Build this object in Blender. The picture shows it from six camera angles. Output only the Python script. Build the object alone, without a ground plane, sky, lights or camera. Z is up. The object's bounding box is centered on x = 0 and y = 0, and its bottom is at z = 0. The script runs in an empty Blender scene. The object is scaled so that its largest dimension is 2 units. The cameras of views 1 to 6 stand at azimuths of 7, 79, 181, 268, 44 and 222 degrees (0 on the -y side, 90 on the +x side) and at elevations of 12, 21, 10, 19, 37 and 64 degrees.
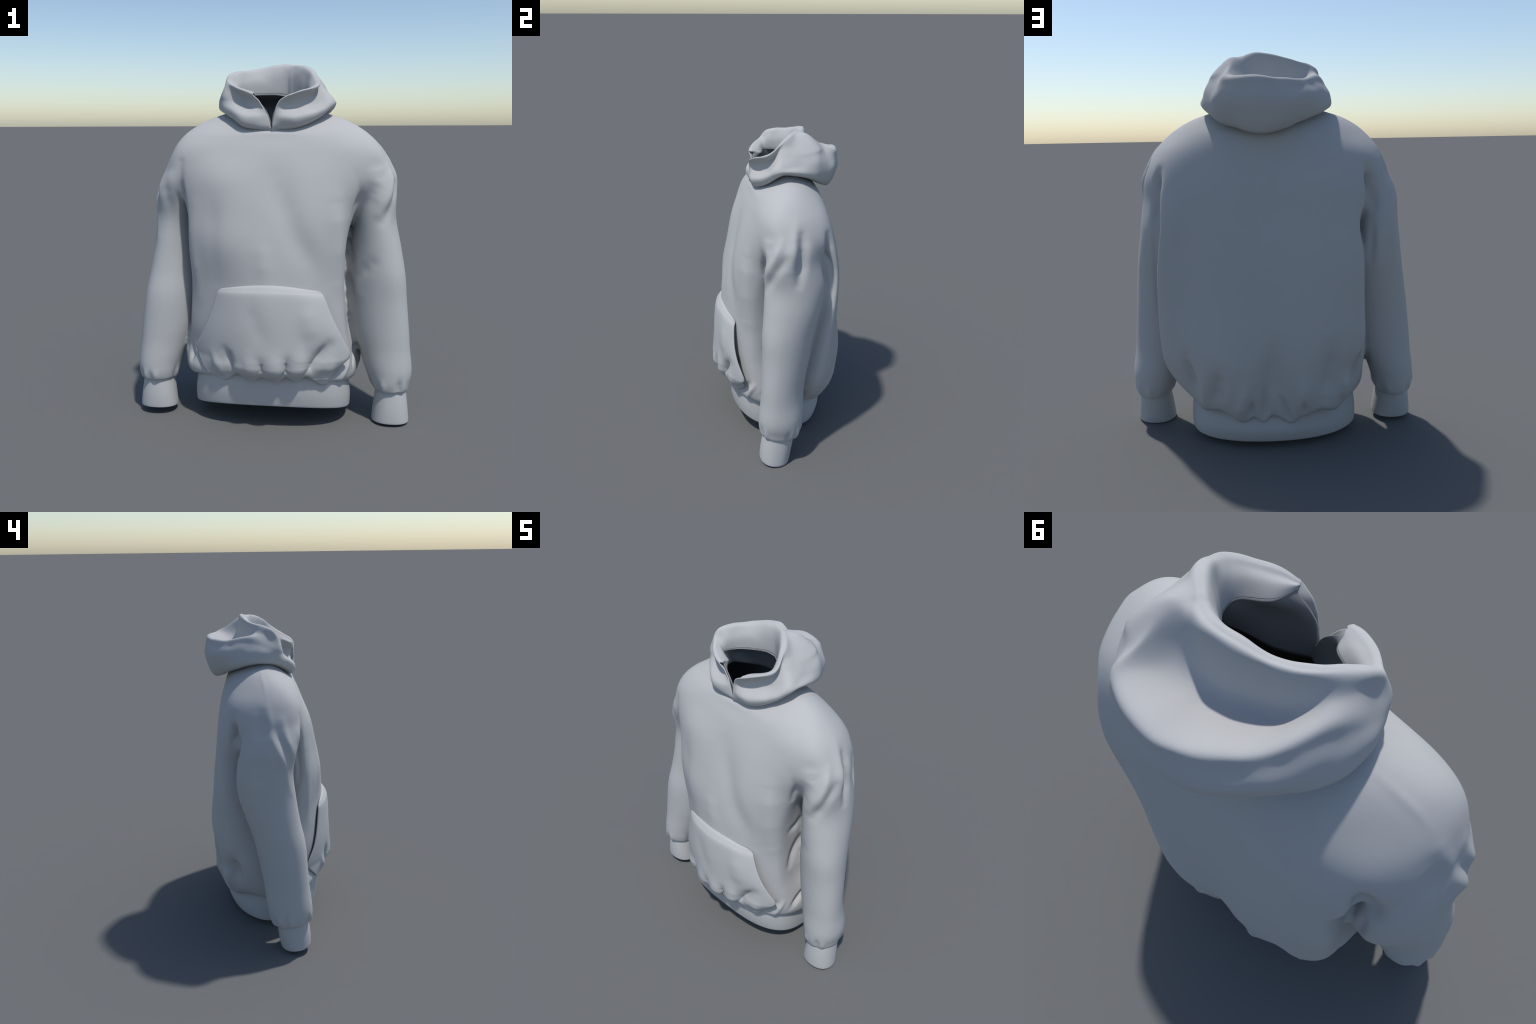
import bpy, bmesh, math
import numpy as np
from mathutils import Vector
from mathutils.bvhtree import BVHTree

# ------------------------------------------------------------------ helpers
def cr(P, t, periodic=False):
    """Catmull-Rom through control rows P (n, ...) at parameters t (0..n-1, or 0..n when periodic)."""
    P = np.asarray(P, float); n = len(P); t = np.asarray(t, float)
    i = np.floor(t).astype(int)
    if not periodic:
        i = np.clip(i, 0, n - 2)
    f = (t - i).reshape((-1,) + (1,) * (P.ndim - 1))
    def at(k):
        if periodic:
            return P[k % n]
        lo = k < 0; hi = k > n - 1
        q = P[np.clip(k, 0, n - 1)].copy()
        q[lo] = 2 * P[0] - P[1]
        q[hi] = 2 * P[-1] - P[-2]
        return q
    a, b, c, d = at(i - 1), at(i), at(i + 1), at(i + 2)
    return 0.5 * (2 * b + (c - a) * f + (2 * a - 5 * b + 4 * c - d) * f ** 2 + (3 * b - a - 3 * c + d) * f ** 3)

def smoothstep(a, b, x):
    t = np.clip((x - a) / (b - a), 0, 1)
    return t * t * (3 - 2 * t)

def grid_faces(nu, nv, wrap_u):
    """faces of a grid stored row-major as [v][u]"""
    f = []
    for v in range(nv - 1):
        for u in range(nu if wrap_u else nu - 1):
            a = v * nu + u; b = v * nu + (u + 1) % nu
            f.append((a, b, b + nu, a + nu))
    return f

def mesh_from(name, verts, faces, smooth=True):
    me = bpy.data.meshes.new(name)
    me.from_pydata([tuple(v) for v in verts], [], faces)
    me.update()
    if smooth:
        me.polygons.foreach_set("use_smooth", [True] * len(me.polygons))
    return me

def loft(levels, nu, nv, caps=True):
    """closed tube through periodic control sections, levels (n, m, 3), bottom to top"""
    L = np.asarray(levels, float)
    n, m = L.shape[:2]
    rows = cr(L, np.linspace(0, n - 1, nv))
    rows = np.swapaxes(rows, 0, 1)
    pts = cr(rows, np.linspace(0, m, nu, endpoint=False), periodic=True)   # (nu, nv, 3)
    pts = np.swapaxes(pts, 0, 1).reshape(-1, 3)
    faces = grid_faces(nu, nv, True)
    if caps:
        faces.append(tuple(range(nu - 1, -1, -1)))
        faces.append(tuple(range((nv - 1) * nu, nv * nu)))
    return pts, faces

def evaluated(obj):
    dg = bpy.context.evaluated_depsgraph_get()
    return bpy.data.meshes.new_from_object(obj.evaluated_get(dg))

def mesh_arrays(me):
    co = np.empty(len(me.vertices) * 3); me.vertices.foreach_get("co", co)
    ed = np.empty(len(me.edges) * 2, int); me.edges.foreach_get("vertices", ed)
    return co.reshape(-1, 3), ed.reshape(-1, 2)

def relax(co, ed, iters, w=None, lam=0.5):
    n = len(co)
    deg = np.maximum(np.bincount(ed.ravel(), minlength=n), 1).astype(float)[:, None]
    w = 1.0 if w is None else w[:, None]
    for k in range(iters):
        s = np.stack([np.bincount(ed[:, 0], co[ed[:, 1], a], n) + np.bincount(ed[:, 1], co[ed[:, 0], a], n)
                      for a in range(3)], 1)
        co = co + lam * w * (s / deg - co)
    return co

def normals_of(me, co):
    me.vertices.foreach_set("co", co.ravel()); me.update()
    nn = np.empty(len(co) * 3); me.vertices.foreach_get("normal", nn)
    return nn.reshape(-1, 3)

def stroke_field(co, pts, width):
    """gaussian of the distance from each point of co to a smooth polyline"""
    pts = np.asarray(pts, float)
    if len(pts) > 2:
        pts = cr(pts, np.linspace(0, len(pts) - 1, 4 * (len(pts) - 1) + 1))
    lo = pts.min(0) - 3 * width; hi = pts.max(0) + 3 * width
    idx = np.nonzero(((co > lo) & (co < hi)).all(1))[0]
    out = np.zeros(len(co))
    if len(idx) == 0:
        return out
    p = co[idx]; best = np.full(len(idx), 9.0); at = np.zeros(len(idx)); m = len(pts) - 1
    for k in range(m):
        a, b = pts[k], pts[k + 1]; d = b - a
        t = np.clip(((p - a) @ d) / (d @ d), 0, 1)
        dist = np.linalg.norm(p - a - t[:, None] * d, axis=1)
        sel = dist < best
        best[sel] = dist[sel]; at[sel] = (k + t[sel]) / m
    taper = 0.35 + 0.65 * np.clip(np.minimum(at, 1 - at) / 0.3, 0, 1)
    out[idx] = np.exp(-(best / width) ** 2) * taper
    return out

def material(name, col, grain):
    m = bpy.data.materials.new(name); m.use_nodes = True
    nt = m.node_tree; nt.nodes.clear(); N = nt.nodes.new; L = nt.links.new
    out = N("ShaderNodeOutputMaterial"); bs = N("ShaderNodeBsdfPrincipled")
    bs.inputs["Roughness"].default_value = 0.9
    bs.inputs["Specular IOR Level"].default_value = SPEC
    tc = N("ShaderNodeTexCoord")
    no = N("ShaderNodeTexNoise"); no.inputs["Scale"].default_value = 3.0
    no.inputs["Detail"].default_value = 3.0
    rp = N("ShaderNodeValToRGB")
    rp.color_ramp.elements[0].position = 0.3; rp.color_ramp.elements[1].position = 0.7
    rp.color_ramp.elements[0].color = tuple(c * 0.985 for c in col) + (1,)
    rp.color_ramp.elements[1].color = tuple(min(1, c * 1.015) for c in col) + (1,)
    L(tc.outputs["Object"], no.inputs["Vector"]); L(no.outputs["Fac"], rp.inputs["Fac"])
    L(rp.outputs["Color"], bs.inputs["Base Color"])
    wv = N("ShaderNodeTexWave"); wv.bands_direction = 'Z'
    wv.inputs["Scale"].default_value = 220.0; wv.inputs["Distortion"].default_value = 1.5
    wv.inputs["Detail"].default_value = 1.0
    bp = N("ShaderNodeBump"); bp.inputs["Strength"].default_value = grain
    bp.inputs["Distance"].default_value = 0.001
    L(tc.outputs["Object"], wv.inputs["Vector"]); L(wv.outputs["Fac"], bp.inputs["Height"])
    L(bp.outputs["Normal"], bs.inputs["Normal"])
    L(bs.outputs["BSDF"], out.inputs["Surface"])
    return m

COL = (0.43, 0.43, 0.43); SPEC = 0.2
CLOTH = material("grey_fleece", COL, 0.04)
DARK_INSIDE = material("dark_inside", (.24, .24, .245), 0.03)
RIB = material("grey_rib_knit", COL, 0.03)

root = bpy.data.objects.new("hoodie", None)
bpy.context.collection.objects.link(root)
root["label"] = "plain pale grey hooded sweatshirt with a front pouch pocket"
root["category"] = "hooded sweatshirt"

def add(name, me, mat):
    o = bpy.data.objects.new(name, me)
    bpy.context.collection.objects.link(o)
    o.parent = root
    me.materials.clear(); me.materials.append(mat)
    return o

# ------------------------------------------------------------------ torso: control sections
# every section runs: front centre, front, front corner, side, back corner, back (wearer's left, +x),
# back centre, then the same backwards on -x
def flat(z, pts):
    return [(x, y, z) for x, y in pts]

TORSO = [
    # tucked into the waistband, then the gathered lip, then the bloused bulge
    [(0, -.26, .33), (.22, -.235, .325), (.35, -.15, .30), (.40, -.04, .27), (.40, .06, .25), (.33, .16, .22), (.20, .225, .20),
     (0, .24, .20), (-.20, .225, .20), (-.33, .16, .22), (-.40, .06, .25), (-.40, -.04, .27), (-.35, -.14, .30), (-.22, -.225, .325)],
    [(0, -.345, .312), (.26, -.315, .307), (.40, -.21, .268), (.45, -.05, .225), (.42, .07, .22), (.365, .18, .208), (.24, .29, .188),
     (0, .312, .178), (-.24, .275, .185), (-.335, .16, .205), (-.425, .07, .22), (-.45, -.05, .22), (-.405, -.20, .268), (-.26, -.30, .302)],
    [(0, -.372, .35), (.27, -.32, .342), (.43, -.215, .31), (.485, -.05, .275), (.475, .07, .275), (.44, .19, .26), (.28, .335, .235),
     (0, .34, .22), (-.28, .325, .225), (-.40, .195, .245), (-.47, .07, .26), (-.495, -.05, .27), (-.455, -.20, .31), (-.27, -.305, .337)],
    flat(.42, [(0, -.378), (.27, -.32), (.43, -.215), (.465, -.06), (.51, .06), (.55, .215), (.27, .405),
               (0, .393), (-.30, .372), (-.46, .235), (-.50, .06), (-.50, -.06), (-.455, -.165), (-.28, -.294)]),
    flat(.57, [(0, -.370), (.26, -.315), (.41, -.22), (.425, -.06), (.47, .06), (.575, .235), (.28, .415),
               (0, .403), (-.31, .39), (-.475, .295), (-.48, .08), (-.445, -.05), (-.46, -.165), (-.28, -.296)]),
    flat(.80, [(0, -.360), (.26, -.305), (.395, -.21), (.405, -.06), (.43, .08), (.575, .265), (.30, .390),
               (0, .395), (-.31, .39), (-.472, .315), (-.45, .10), (-.415, -.03), (-.45, -.165), (-.27, -.292)]),
    flat(1.02, [(0, -.330), (.26, -.30), (.395, -.195), (.415, -.06), (.43, .10), (.562, .290), (.33, .370),
                (0, .384), (-.32, .382), (-.467, .325), (-.44, .12), (-.405, -.03), (-.46, -.17), (-.26, -.308)]),
    flat(1.20, [(0, -.294), (.26, -.280), (.43, -.17), (.465, -.05), (.44, .10), (.54, .298), (.33, .360),
                (0, .36), (-.31, .363), (-.445, .32), (-.45, .13), (-.455, -.03), (-.475, -.165), (-.255, -.278)]),
    flat(1.38, [(0, -.243), (.25, -.237), (.485, -.17), (.615, -.085), (.63, .07), (.54, .27), (.31, .335),
                (0, .335), (-.30, .345), (-.50, .28), (-.605, .085), (-.59, -.07), (-.49, -.165), (-.255, -.242)]),
    flat(1.52, [(0, -.195), (.24, -.185), (.46, -.155), (.585, -.085), (.60, .07), (.49, .24), (.27, .30),
                (0, .307), (-.27, .307), (-.465, .25), (-.57, .085), (-.562, -.075), (-.46, -.15), (-.24, -.182)]),
    [(0, -.162, 1.59), (.22, -.15, 1.598), (.40, -.112, 1.612), (.505, -.045, 1.622), (.505, .08, 1.62), (.40, .20, 1.62), (.23, .267, 1.612),
     (0, .288, 1.605), (-.23, .267, 1.612), (-.39, .20, 1.62), (-.49, .08, 1.62), (-.49, -.04, 1.622), (-.40, -.107, 1.612), (-.22, -.145, 1.598)],
    [(0, -.150, 1.618), (.17, -.13, 1.632), (.31, -.065, 1.672), (.39, .01, 1.69), (.39, .085, 1.69), (.31, .165, 1.685), (.17, .235, 1.665),
     (0, .262, 1.655), (-.17, .235, 1.665), (-.31, .165, 1.685), (-.385, .085, 1.69), (-.38, .015, 1.69), (-.31, -.06, 1.672), (-.17, -.125, 1.632)],
    [(0, -.138, 1.634), (.12, -.105, 1.655), (.20, -.04, 1.705), (.245, .02, 1.737), (.245, .08, 1.738), (.205, .14, 1.728), (.125, .222, 1.69),
     (0, .25, 1.672), (-.125, .215, 1.69), (-.205, .14, 1.728), (-.245, .08, 1.738), (-.245, .02, 1.737), (-.20, -.04, 1.705), (-.12, -.10, 1.655)],
]

def tube_sections(st, m=12, power=2.05):
    """elliptic sections: (cx, cy, z, rx, ry, tilt of the section along y, sideways lean of its rear)"""
    out = []
    for cx, cy, z, rx, ry, tilt, lean in st:
        a = np.arange(m) * 2 * np.pi / m - np.pi / 2
        c, s = np.cos(a), np.sin(a)
        k = (np.abs(c) ** power + np.abs(s) ** power) ** (-1 / power)
        out.append(np.stack([cx + rx * c * k - lean * ry * s * k * np.sign(cx), cy + ry * s * k, z + tilt * ry * s * k], 1))
    return np.array(out)

SLEEVE_P = [  # +x sleeve, cuff end first
    (.68, -.085, .225, .075, .09, -.1, 0), (.68, -.082, .18, .092, .114, -.1, 0), (.674, -.077, .225, .110, .132, -.1, 0),
    (.660, -.067, .31, .132, .142, 0, .12), (.617, -.047, .50, .154, .151, 0, .30), (.590, -.020, .70, .160, .168, 0, .30),
    (.578, -.002, .85, .158, .184, 0, .27), (.570, .022, 1.0, .145, .194, 0, .16), (.562, .033, 1.15, .126, .194, 0, .06),
    (.556, .020, 1.29, .122, .184, 0, .12), (.538, .008, 1.41, .126, .168, 0, 0), (.48, .02, 1.52, .10, .13, 0, 0)]
SLEEVE_N = [
    (-.675, -.088, .235, .075, .09, -.15, 0), (-.675, -.086, .19, .096, .114, -.15, 0), (-.674, -.082, .235, .113, .132, -.15, .05),
    (-.662, -.070, .32, .124, .140, 0, .12), (-.618, -.045, .50, .150, .150, 0, .25), (-.590, -.014, .70, .152, .163, 0, .28),
    (-.574, .028, .85, .142, .172, 0, .26), (-.567, .062, 1.0, .128, .181, 0, .20), (-.566, .070, 1.15, .122, .174, 0, .12),
    (-.556, .044, 1.29, .116, .176, 0, .10), (-.518, .02, 1.41, .104, .165, 0, 0), (-.45, .04, 1.52, .09, .12, 0, 0)]

def solid(name, levels, nu, nv):
    p, f = loft(levels, nu, nv)
    return p, f

tp, tf = loft(TORSO, 160, 170)
pp, pf = loft(tube_sections(SLEEVE_P), 72, 150)
np_, nf = loft(tube_sections(SLEEVE_N), 72, 150)

allv = np.concatenate([tp, pp, np_])
allf = list(tf) + [tuple(i + len(tp) for i in f) for f in pf] + [tuple(i + len(tp) + len(pp) for i in f) for f in nf]
tmp = bpy.data.objects.new("shell_tmp", mesh_from("shell_tmp", allv, allf))
bpy.context.collection.objects.link(tmp)
md = tmp.modifiers.new("r", 'REMESH'); md.mode = 'VOXEL'; md.voxel_size = 0.0065; md.use_smooth_shade = True
shell = evaluated(tmp)
bpy.data.objects.remove(tmp)

co, ed = mesh_arrays(shell)
co = relax(co, ed, 6)
ax = np.abs(co[:, 0])
# the shoulder runs into the sleeve without a step on top; the armhole stays a crease lower down
w = smoothstep(1.24, 1.38, co[:, 2]) * smoothstep(.36, .46, ax)
co = relax(co, ed, 60, w)

# ------------------------------------------------------------------ folds
FOLDS = [   # (height, width, polyline on the cloth): positive ridges, negative valleys
    # chest
    (-.006, .05, [(-.31, -.231, 1.273), (-.298, -.261, 1.083), (-.304, -.281, .854)]),
    (.012, .05, [(-.408, -.198, 1.215), (-.428, -.196, .997), (-.412, -.228, .745)]),
    (-.013, .07, [(.03, -.25, 1.38), (.072, -.29, 1.267), (.135, -.323, 1.102), (.221, -.309, .963), (.265, -.292, .845)]),
    (.020, .065, [(.349, -.221, 1.262), (.362, -.227, 1.09), (.376, -.228, .842)]),
    (.008, .05, [(-.033, -.341, 1.068), (-.021, -.371, .866)]),
    # +x sleeve: armhole crease, drag lines from the dropped shoulder, elbow pinch
    (-.024, .02, [(.446, -.153, 1.403), (.47, -.144, 1.297), (.447, -.131, 1.18)]),
    (.013, .030, [(.59, .029, 1.531), (.658, .003, 1.418), (.682, -.019, 1.289)]),
    (-.030, .030, [(.62, .055, 1.47), (.655, .055, 1.38), (.672, .05, 1.30), (.69, .03, 1.20)]),
    (.014, .026, [(.629, -.067, 1.442), (.64, -.118, 1.34), (.576, -.155, 1.194)]),
    (-.020, .026, [(.672, -.052, 1.348), (.63, -.111, 1.234), (.602, -.14, 1.152)]),
    (-.040, .035, [(.50, -.05, .80), (.53, -.09, .86), (.56, -.13, .92)]),
    (.020, .03, [(.49, -.03, .75), (.53, -.10, .73)]),
    # -x sleeve
    (.008, .024, [(-.564, .055, 1.528), (-.646, .035, 1.395), (-.678, .0, 1.298), (-.68, -.052, 1.179), (-.669, -.085, 1.043)]),
    (-.011, .022, [(-.636, .01, 1.411), (-.655, -.032, 1.328), (-.66, -.065, 1.231)]),
    (.008, .022, [(-.595, -.033, 1.457), (-.641, -.059, 1.372), (-.648, -.085, 1.286)]),
    (-.010, .04, [(-.579, .099, 1.494), (-.646, .094, 1.358)]),
    (-.008, .03, [(-.598, -.133, 1.349), (-.595, -.138, 1.277), (-.581, -.135, 1.186)]),
    (.009, .03, [(-.553, -.149, 1.351), (-.533, -.133, 1.241), (-.522, -.103, 1.108)]),
    (-.032, .022, [(-.493, -.13, 1.46), (-.496, -.145, 1.28), (-.488, -.155, 1.10), (-.485, -.12, .97)]),
]
FOLDS += [
    # hollows behind both arms
    (-.065, .034, [(-.50, .275, 1.44), (-.515, .265, 1.36), (-.515, .25, 1.26)]),
    (-.015, .022, [(-.51, .245, 1.18), (-.51, .24, 1.045), (-.515, .20, .92)]),
    (-.024, .05, [(.565, -.12, 1.43), (.58, -.12, 1.36), (.55, -.14, 1.27)]),
    (-.020, .07, [(-.66, .10, 1.27), (-.66, .10, 1.06)]),
    (-.055, .032, [(.555, .255, 1.44), (.565, .25, 1.33), (.575, .24, 1.20)]),
    (-.018, .022, [(.58, .235, 1.15), (.59, .225, 1.0), (.60, .19, .85), (.595, .14, .70)]),
    (-.025, .025, [(.545, .265, 1.30), (.55, .272, 1.15), (.558, .265, 1.0)]),
    # shoulder seam
    (.003, .012, [(-.33, .085, 1.72), (-.42, .075, 1.675), (-.50, .06, 1.60), (-.57, .05, 1.50)]),
    (-.010, .07, [(.40, .345, 1.25), (.41, .345, 1.0), (.40, .36, .75)]),
    (-.007, .09, [(-.10, .37, 1.15), (-.08, .39, .85)]),
    # back gathered into the waistband
    (-0.032, .04, [(.255, .405, .46), (.285, .36, .26)]),
    (-0.027, .05, [(-.015, .4, .56), (.007, .361, .289)]),
    (-0.034, .05, [(-.304, .388, .569), (-.281, .347, .296)]),
    (-0.032, .035, [(.439, .343, .512), (.418, .326, .402), (.395, .314, .318)]),
    (-0.040, .04, [(-.466, .264, .524), (-.427, .252, .325)]),
    (0.012, .03, [(.345, .37, .436), (.347, .32, .24)]),
    (0.019, .03, [(.126, .386, .388), (.165, .349, .21)]),
    (0.016, .03, [(-.166, .385, .4), (-.149, .35, .21)]),
    (0.024, .025, [(-.374, .324, .407), (-.38, .294, .27)]),
    (-0.019, .015, [(.028, .375, .347), (.039, .34, .18)]),
    (-0.019, .015, [(-.046, .365, .307), (-.096, .339, .18)]),
    (-0.016, .014, [(.097, .364, .291), (.113, .346, .19)]),
    (-0.016, .014, [(-.157, .359, .282), (-.169, .345, .19)]),
]
FOLDS += [
    # belly gathered over the waistband
    (-.034, .030, [(-.222, -.334, .46), (-.202, -.341, .424), (-.181, -.34, .34)]),
    (-.022, .03, [(-.029, -.384, .42), (-.029, -.38, .35)]),
    (-.032, .03, [(.108, -.373, .43), (.093, -.372, .34)]),
    (-.034, .032, [(.314, -.301, .512), (.255, -.33, .44), (.196, -.346, .335)]),
    (.014, .022, [(-.301, -.303, .443), (-.232, -.319, .32)]),
    (.010, .03, [(-.091, -.374, .46), (-.08, -.37, .33)]),
    (.010, .03, [(.041, -.385, .461), (.051, -.376, .33)]),
    (.010, .03, [(.169, -.358, .493), (.153, -.357, .33)]),
    (.014, .028, [(.334, -.296, .413), (.3, -.303, .31)]),
    (-.006, .05, [(-.096, -.367, .739), (-.05, -.38, .619), (-.002, -.386, .514)]),
    (.010, .05, [(.191, -.331, .738), (.228, -.335, .542)]),
    (-.024, .016, [(.413, -.239, .395), (.344, -.279, .306)]),
    (.016, .016, [(.44, -.202, .391), (.389, -.24, .28)]),
    # +x flank under the arm
    (-.018, .022, [(.44, .0, .98), (.42, -.05, .92), (.41, -.10, .90)]),
    (-.028, .024, [(.45, .03, .85), (.42, -.05, .76), (.42, -.11, .64)]),
    (.016, .025, [(.45, .05, .75), (.44, -.03, .62)]),
    (-.030, .018, [(.50, .03, .46), (.475, -.08, .38), (.43, -.17, .31)]),
    (.022, .022, [(.515, .06, .38), (.49, -.02, .29)]),
    (-.022, .018, [(.51, .12, .36), (.47, .07, .25)]),
    # -x flank
    (-.020, .022, [(-.515, .03, .42), (-.47, -.02, .27)]),
    (.016, .022, [(-.50, -.08, .42), (-.46, -.11, .28)]),
    (-.020, .020, [(-.47, -.17, .42), (-.42, -.18, .30)]),
]
# small puckers where the sleeves are gathered into the cuffs
rng = np.random.default_rng(11)
for sx, cx, cy, rx, ry, zl in ((1, .678, -.077, .108, .13, .21), (-1, -.677, -.082, .111, .13, .215)):
    a = 0.0
    while a < 6.0:
        a += rng.uniform(.5, 1.5)
        px, py = cx + rx * math.cos(a), cy + ry * math.sin(a)
        tl = -.1 * ry * math.sin(a)
        h = rng.uniform(.03, .075)
        FOLDS.append((-rng.uniform(.004, .012), .015, [(px, py, zl + tl + h), (cx + (px - cx) * .93, cy + (py - cy) * .93, zl + tl - .03)]))
        b = a + rng.uniform(.22, .4)
        FOLDS.append((.007, .016, [(cx + rx * math.cos(b), cy + ry * math.sin(b), zl + .05), (cx + rx * math.cos(b), cy + ry * math.sin(b), zl - .02)]))
nrm = normals_of(shell, co)
disp = np.zeros(len(co))
for depth, width, pts in FOLDS:
    disp += depth * stroke_field(co, pts, width)
co = co + nrm * (disp - .0065 * smoothstep(.30, .45, co[:, 2]))[:, None]
# how far the gathered edge sags over the waistband: (x, y, drop, reach)
SAG = [(-.245, -.33, -.018, .05), (-.16, -.34, .022, .03), (-.085, -.35, -.016, .04), (-.03, -.35, .012, .02), (.055, -.35, -.018, .04),
       (.10, -.35, .022, .025), (.15, -.35, -.012, .03), (.21, -.33, .018, .025), (.30, -.30, -.020, .05),
       (.15, .30, -.022, .05), (.10, .31, .015, .02), (.04, .31, -.022, .03), (0, .32, .016, .03), (-.10, .31, -.024, .04), (-.15, .30, .012, .02),
       (.26, .29, .020, .05), (.36, .23, -.015, .04), (-.24, .28, .025, .05), (-.33, .23, -.010, .04)]
lip = smoothstep(.40, .30, co[:, 2] + .1 * co[:, 1])
for sx, sy, dz, reach in SAG:
    co[:, 2] += 1.35 * dz * lip * np.exp(-((co[:, 0] - sx) ** 2 + (co[:, 1] - sy) ** 2 * .5) / reach ** 2)
co = relax(co, ed, 3)
normals_of(shell, co)

# the pocket is laid on the closed shell
bvh = BVHTree.FromPolygons([Vector(v) for v in co], [tuple(p.vertices) for p in shell.polygons])

# ------------------------------------------------------------------ open the shell: neck, waist, wrists
bt = BVHTree.FromPolygons([Vector(v) for v in tp], tf)
bp_ = BVHTree.FromPolygons([Vector(v) for v in pp], pf)
bn = BVHTree.FromPolygons([Vector(v) for v in np_], nf)
x, y, z = co.T
cut = ((x / .236) ** 2 + ((y - .06) / np.where(y > .06, .196, .182)) ** 2 < 1) & (z > 1.5)
cut |= ((x / .40) ** 2 + (y / .235) ** 2 < 1) & (z < .42)
cut |= (((np.abs(x) - .678) / .072) ** 2 + ((y + .086) / .088) ** 2 < 1) & (z < .30)

def is_sleeve(v):
    """which cloth a point belongs to: 0 torso, 1 +x sleeve, 2 -x sleeve"""
    if abs(v[0]) < .36: return 0
    if v[2] > 1.30 and abs(v[0]) > .50 + .25 * (v[2] - 1.30): return 1 if v[0] > 0 else 2
    if v[2] > 1.50: return 0
    s = bp_ if v[0] > 0 else bn
    ds = s.find_nearest(v)[3]; dt = bt.find_nearest(v)[3]
    return (1 if v[0] > 0 else 2) if ds < dt else 0

part = np.array([is_sleeve(v) for v in co])
bm = bmesh.new(); bm.from_mesh(shell)
bm.verts.ensure_lookup_table()
lay = bm.verts.layers.int.new("part")
for v in bm.verts: v[lay] = int(part[v.index])
bmesh.ops.delete(bm, geom=[bm.verts[i] for i in np.nonzero(cut)[0]], context='VERTS')
bm.to_mesh(shell); bm.free()
ob = bpy.data.objects.new("t", shell); bpy.context.collection.objects.link(ob)
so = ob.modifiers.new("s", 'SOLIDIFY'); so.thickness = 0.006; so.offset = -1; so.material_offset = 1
shell.materials.append(CLOTH); shell.materials.append(DARK_INSIDE)
thick = evaluated(ob)
bpy.data.objects.remove(ob)

co2, ed2 = mesh_arrays(thick)
nn2 = np.array([v.normal[:] for v in thick.vertices])
pv = np.empty(len(co2), np.int32); thick.attributes["part"].data.foreach_get("value", pv)
faces = [tuple(p.vertices) for p in thick.polygons]
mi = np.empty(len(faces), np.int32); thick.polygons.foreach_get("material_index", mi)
fp = np.array([int(np.median(pv[list(f)])) for f in faces])
for k, nm in ((0, "torso"), (1, "sleeve"), (2, "sleeve.001")):
    sel = [faces[i] for i in np.nonzero(fp == k)[0]]
    used = np.unique(np.concatenate([np.array(f) for f in sel]))
    remap = -np.ones(len(co2), int); remap[used] = np.arange(len(used))
    me = mesh_from(nm, co2[used], [tuple(int(remap[i]) for i in f) for f in sel])
    me.normals_split_custom_set_from_vertices([tuple(n) for n in nn2[used]])
    add(nm, me, CLOTH)
    me.materials.append(DARK_INSIDE)
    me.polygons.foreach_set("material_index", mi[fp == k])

def thicken(o, t, off=-1.0, sub=0):
    m = o.modifiers.new("thickness", 'SOLIDIFY'); m.thickness = t; m.offset = off
    if sub:
        s = o.modifiers.new("soft", 'SUBSURF'); s.levels = sub; s.render_levels = sub
    return o

# ------------------------------------------------------------------ waistband and cuffs
def band(name, rings, nu, nv, power, mat, bow=0.0, turn=0.0):
    """open tube from rings (cx, cy, z, rx, ry_front, ry_back, tilt)"""
    R = np.array(rings, float)
    q = cr(R, np.linspace(0, len(R) - 1, nv))
    a = np.arange(nu) * 2 * np.pi / nu
    c, s = np.cos(a), np.sin(a)
    pw = np.where(s < 0, power[0], power[1])
    k = (np.abs(c) ** pw + np.abs(s) ** pw) ** (-1 / pw)
    V = []
    for cx, cy, zz, rx, ryf, ryb, tl in q:
        yy = np.where(s < 0, ryf, ryb) * s * k
        V.append(np.stack([cx + rx * c * k, cy + yy + turn * rx * c * k * np.clip(s * 2, 0, 1), zz + tl * yy + bow * yy ** 2], 1))
    me = mesh_from(name, np.concatenate(V), grid_faces(nu, nv, True))
    return thicken(add(name, me, mat), 0.006)

band("waistband", [(0, .0, .054, .446, .304, .282, -.16), (0, .0, .062, .452, .312, .297, -.162), (0, .0, .13, .452, .322, .316, -.18),
                   (0, .0, .21, .44, .318, .30, -.20), (0, .0, .26, .41, .28, .25, -.20)], 120, 24, (2.9, 2.12), RIB, .36, .06)
band("cuff", [(.68, -.115, .008, .100, .087, .087, -.08), (.68, -.114, .014, .104, .092, .092, -.08), (.68, -.105, .08, .098, .096, .096, -.08),
              (.68, -.092, .16, .088, .096, .096, -.1), (.68, -.085, .23, .076, .085, .085, -.1)], 64, 20, (2.2, 2.2), RIB)
band("cuff", [(-.672, -.113, .032, .104, .089, .089, -.12), (-.672, -.112, .038, .108, .094, .094, -.12), (-.673, -.105, .10, .102, .098, .098, -.12),
              (-.674, -.095, .17, .092, .097, .097, -.14), (-.675, -.088, .24, .08, .088, .088, -.15)], 64, 20, (2.2, 2.2), RIB)

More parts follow.
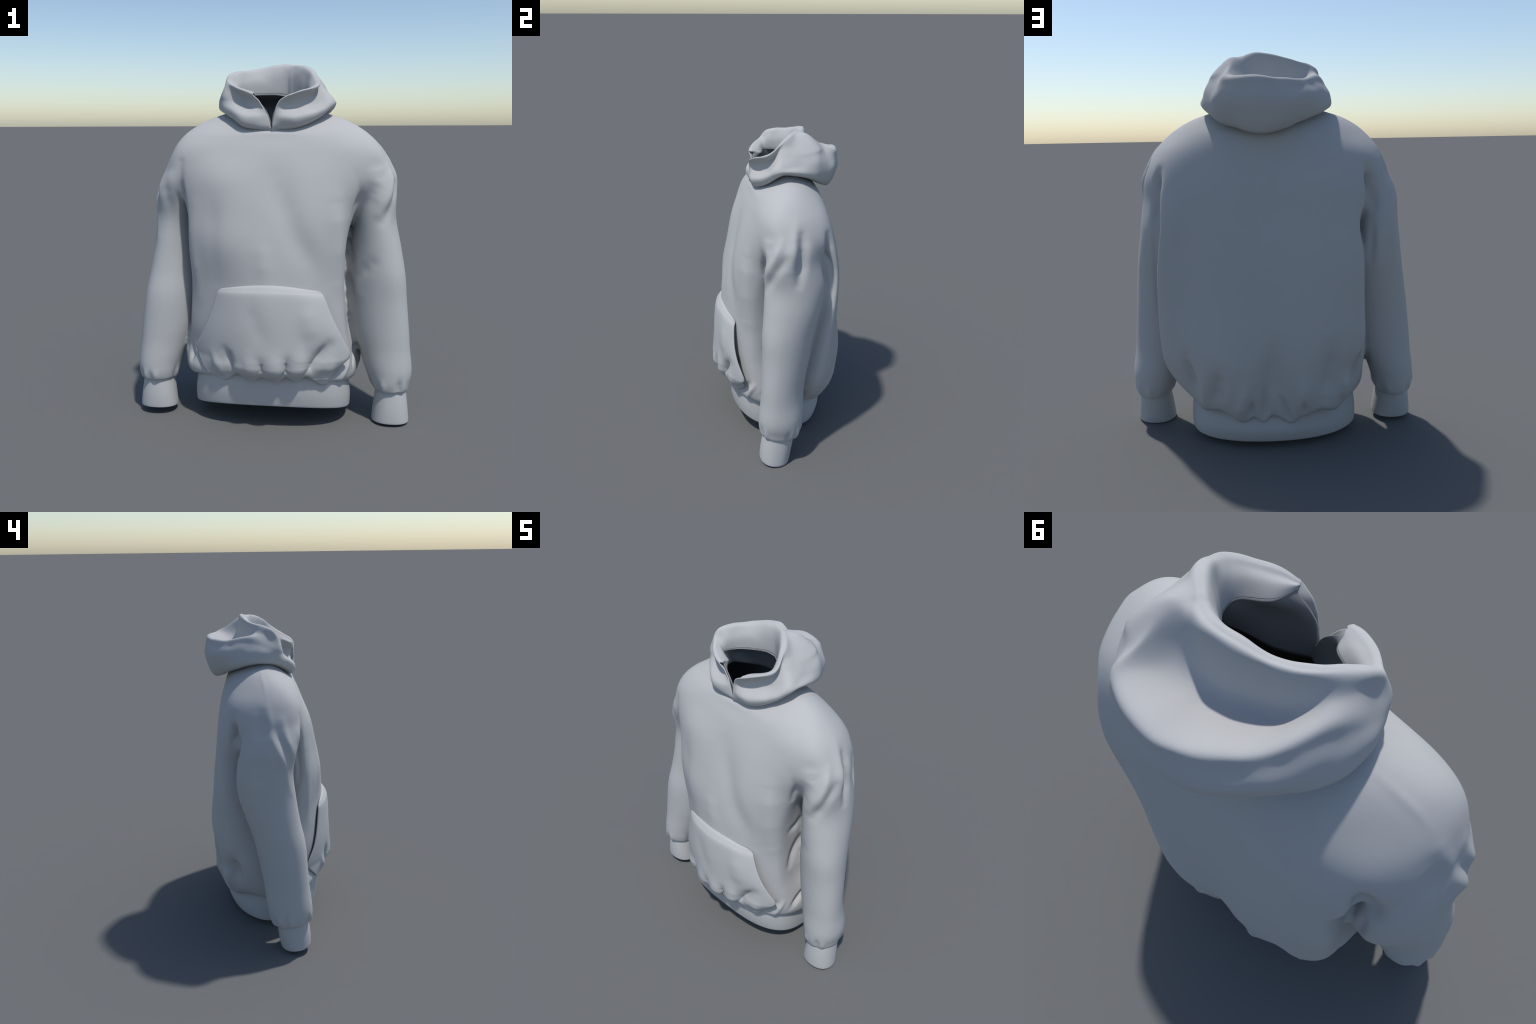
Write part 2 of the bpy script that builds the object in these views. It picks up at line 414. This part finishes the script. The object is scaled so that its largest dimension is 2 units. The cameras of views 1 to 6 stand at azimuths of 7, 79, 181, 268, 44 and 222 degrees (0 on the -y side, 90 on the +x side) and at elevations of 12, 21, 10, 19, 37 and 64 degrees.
# ------------------------------------------------------------------ pouch pocket
PO_Z = [.807, .802, .788, .760, .66, .55, .45, .41, .37, .335, .315]
PO_L = [-.222, -.248, -.268, -.281, -.315, -.36, -.409, -.405, -.385, -.36, -.34]
PO_R = [.232, .260, .283, .298, .333, .38, .419, .412, .39, .36, .335]
nu, nv = 90, 80
tt = np.linspace(0, len(PO_Z) - 1, nv)
pz, pl_, pr = (cr(np.array(a)[:, None], tt)[:, 0] for a in (PO_Z, PO_L, PO_R))
V = []
for j in range(nv):
    for i in range(nu):
        u = i / (nu - 1); xx = pl_[j] + (pr[j] - pl_[j]) * u
        zz = pz[j] + .030 * math.sin(math.pi * u) * (1 - j / (nv - 1))
        hit = bvh.ray_cast(Vector((xx, -1.2, zz)), Vector((0, 1, 0)))
        yy = hit[0].y if hit[0] else -.25
        e = min(u, 1 - u)
        r = j / (nv - 1)
        off = .004 + .006 * float(smoothstep(0, .12, r)) + .004 * float(smoothstep(.1, .3, r)) * float(smoothstep(.75, .5, r)) + (.006 + .030 * (1 - (1 - min(1, e / .3)) ** 2)) * float(smoothstep(1.0, .75, r)) * float(smoothstep(0, .5, r))
        # the wearer's left edge stands off the body like a lifted flap
        off += .034 * float(smoothstep(.72, 1.0, u)) * float(smoothstep(.2, .5, r)) * float(smoothstep(.88, .66, r))
        n = hit[1] if hit[0] else Vector((0, -1, 0))
        V.append((xx + n.x * off * .5, yy - off, zz))
V = np.array(V).reshape(nv, nu, 3)
pocket = mesh_from("pocket", V.reshape(-1, 3), grid_faces(nu, nv, False))
pocket.flip_normals()
thicken(add("pocket", pocket, CLOTH), 0.007)

# ------------------------------------------------------------------ hood
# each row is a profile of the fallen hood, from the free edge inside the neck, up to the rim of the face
# opening, over it into the basin of the hood, over the roll, down the outside and under to the neck seam
HOOD = [
    [(.082, -.144, 1.803), (.085, -.149, 1.812), (.084, -.158, 1.811), (.044, -.158, 1.785), (.024, -.152, 1.755), (.010, -.150, 1.70), (.002, -.147, 1.655), (.0, -.136, 1.63)],
    [(.110, -.082, 1.80), (.126, -.116, 1.825), (.142, -.134, 1.835), (.119, -.113, 1.79), (.110, -.110, 1.745), (.125, -.155, 1.695), (.127, -.135, 1.65), (.10, -.085, 1.635)],
    [(.178, -.028, 1.80), (.206, -.052, 1.84), (.231, -.063, 1.868), (.206, -.050, 1.82), (.212, -.063, 1.78), (.262, -.096, 1.735), (.246, -.078, 1.697), (.19, -.030, 1.69)],
    [(.175, .030, 1.81), (.195, .028, 1.88), (.212, .020, 1.935), (.236, .006, 1.89), (.262, -.008, 1.85), (.318, -.028, 1.79), (.322, -.010, 1.765), (.24, .03, 1.735)],
    [(.150, .070, 1.815), (.165, .075, 1.90), (.180, .074, 1.968), (.225, .082, 1.915), (.262, .090, 1.868), (.308, .092, 1.805), (.330, .090, 1.765), (.235, .08, 1.73)],
    [(.110, .110, 1.82), (.120, .118, 1.91), (.131, .123, 1.985), (.195, .165, 1.962), (.255, .222, 1.897), (.298, .218, 1.80), (.300, .200, 1.728), (.20, .13, 1.72)],
    [(.085, .126, 1.822), (.095, .134, 1.91), (.108, .145, 1.984), (.160, .192, 1.962), (.185, .270, 1.908), (.262, .295, 1.785), (.250, .258, 1.692), (.165, .175, 1.705)],
    [(.060, .140, 1.825), (.070, .150, 1.91), (.080, .163, 1.986), (.112, .220, 1.878), (.172, .340, 1.876), (.210, .360, 1.755), (.190, .308, 1.657), (.13, .228, 1.683)],
    [(.000, .138, 1.833), (.015, .155, 1.91), (.030, .174, 1.989), (.028, .228, 1.832), (.028, .384, 1.874), (.030, .414, 1.74), (.032, .355, 1.614), (.02, .262, 1.664)],
    [(-.060, .118, 1.832), (-.060, .135, 1.90), (-.060, .156, 1.974), (-.060, .205, 1.828), (-.075, .350, 1.865), (-.085, .39, 1.745), (-.085, .328, 1.635), (-.07, .25, 1.67)],
    [(-.115, .090, 1.83), (-.120, .105, 1.90), (-.130, .125, 1.960), (-.148, .165, 1.842), (-.180, .265, 1.867), (-.210, .305, 1.775), (-.180, .272, 1.676), (-.14, .215, 1.688)],
    [(-.170, .050, 1.825), (-.180, .060, 1.89), (-.196, .068, 1.953), (-.220, .105, 1.905), (-.248, .140, 1.89), (-.280, .187, 1.80), (-.285, .190, 1.722), (-.19, .12, 1.72)],
    [(-.200, .000, 1.82), (-.215, .005, 1.88), (-.233, .010, 1.932), (-.253, .030, 1.895), (-.278, .050, 1.855), (-.312, .090, 1.795), (-.312, .090, 1.742), (-.23, .06, 1.73)],
    [(-.190, -.030, 1.82), (-.218, -.030, 1.86), (-.240, -.030, 1.893), (-.264, -.040, 1.856), (-.276, -.045, 1.815), (-.290, -.025, 1.765), (-.285, -.020, 1.732), (-.22, .00, 1.72)],
    [(-.150, -.046, 1.81), (-.173, -.068, 1.84), (-.188, -.081, 1.860), (-.178, -.064, 1.82), (-.172, -.068, 1.785), (-.215, -.108, 1.735), (-.210, -.095, 1.690), (-.16, -.05, 1.68)],
    [(-.112, -.070, 1.81), (-.126, -.094, 1.822), (-.132, -.112, 1.838), (-.121, -.094, 1.80), (-.115, -.096, 1.758), (-.138, -.148, 1.702), (-.135, -.135, 1.652), (-.10, -.08, 1.635)],
    [(-.100, -.110, 1.814), (-.100, -.116, 1.822), (-.097, -.124, 1.820), (-.070, -.124, 1.79), (-.046, -.124, 1.75), (-.018, -.134, 1.70), (-.006, -.138, 1.655), (-.0, -.134, 1.63)],
]
H8 = np.array(HOOD)
# the rim is a soft roll of doubled cloth: widen it, and square the back roll a little
inward = np.array([0, .03, 0]) - H8[:, 2]
inward[:, 2] = 0
inward /= np.linalg.norm(inward, axis=1)[:, None]
roll = np.full((len(H8), 1), .015); roll[4:13] = .021; roll[0] = roll[-1] = .006
drop = np.array([0, 0, 1.0])
R = H8[:, 2]
Rin = R + inward * roll - drop * .45 * roll
Rout = R - inward * roll * .9 - drop * .35 * roll
W = H8[:, 4] * .6 + H8[:, 5] * .4
ext = (H8[:, 5] - H8[:, 1]); ext[:, 2] = 0; ext /= np.linalg.norm(ext, axis=1)[:, None]
back = smoothstep(.20, .33, H8[:, 4, 1])[:, None]
W = W + ext * .012 * back + drop * .006 * back
# the seam allowance dives through the neck hole of the torso
TUCK = H8[:, 7] + inward * .008 - drop * .018
TUCK[0] = H8[0, 7] - drop * .02; TUCK[-1] = H8[-1, 7] - drop * .02
# below its crease the facing falls back to the neck seam as a dark-coloured inner sheet
SEAM = H8[:, 7] + inward * .018 + drop * .004
EDGE = H8[:, 0] + inward * roll * .3
MID = SEAM * .5 + EDGE * .5 + (drop * .01 - inward * .075) * smoothstep(.0, .12, EDGE[:, 1])[:, None]
near = np.zeros((len(H8), 1)); near[[0, 1, -2, -1]] = 1
MID = MID * (1 - near) + near * (H8[:, 4] * .55 + H8[:, 5] * .45 + inward * np.where(roll < .01, .012, .032))
H = np.stack([SEAM - drop * .015, MID, EDGE + (SEAM - EDGE) * .06, EDGE, H8[:, 1] + inward * roll, Rin, R, Rout, H8[:, 3], H8[:, 4], W, H8[:, 5], H8[:, 6], H8[:, 7], TUCK], 1)
nu, nv = 300, 150
rows = cr(H, np.linspace(0, len(H) - 1, nu))
pts = cr(np.swapaxes(rows, 0, 1), np.linspace(0, H.shape[1] - 1, nv))     # (nv, nu, 3)
hood = mesh_from("hood", pts.reshape(-1, 3), grid_faces(nu, nv, False))
hco, hed = mesh_arrays(hood)
HOOD_FOLDS = [
]
hn = normals_of(hood, hco)
sgn = 1.0
for depth, width, p in HOOD_FOLDS:
    hco = hco + hn * (sgn * depth * stroke_field(hco, p, width))[:, None]
# the doubled fleece is a little lumpy
from mathutils import noise
hn = normals_of(hood, hco)
lump = np.array([noise.fractal(Vector(v) * 9.0, .8, 2.0, 2) for v in hco])
hco = hco + hn * (.0065 * lump * np.repeat(smoothstep(.2, .35, np.linspace(0, 1, nv)), nu))[:, None]
border = np.zeros(len(hco), bool); g = np.arange(len(hco)).reshape(nv, nu)
border[g[0]] = border[g[-1]] = True; border[g[:, 0]] = border[g[:, -1]] = True
hco = relax(hco, hed, 10, (~border).astype(float))
normals_of(hood, hco)
# split off the darker inner sheet below the crease of the facing
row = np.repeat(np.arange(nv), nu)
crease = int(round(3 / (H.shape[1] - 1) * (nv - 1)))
hn = normals_of(hood, hco)
HF = [tuple(p.vertices) for p in hood.polygons]
for nm, part_rows, mat in (("hood", lambda r: r >= crease, CLOTH), ("hood_dark_inside", lambda r: r < crease, DARK_INSIDE)):
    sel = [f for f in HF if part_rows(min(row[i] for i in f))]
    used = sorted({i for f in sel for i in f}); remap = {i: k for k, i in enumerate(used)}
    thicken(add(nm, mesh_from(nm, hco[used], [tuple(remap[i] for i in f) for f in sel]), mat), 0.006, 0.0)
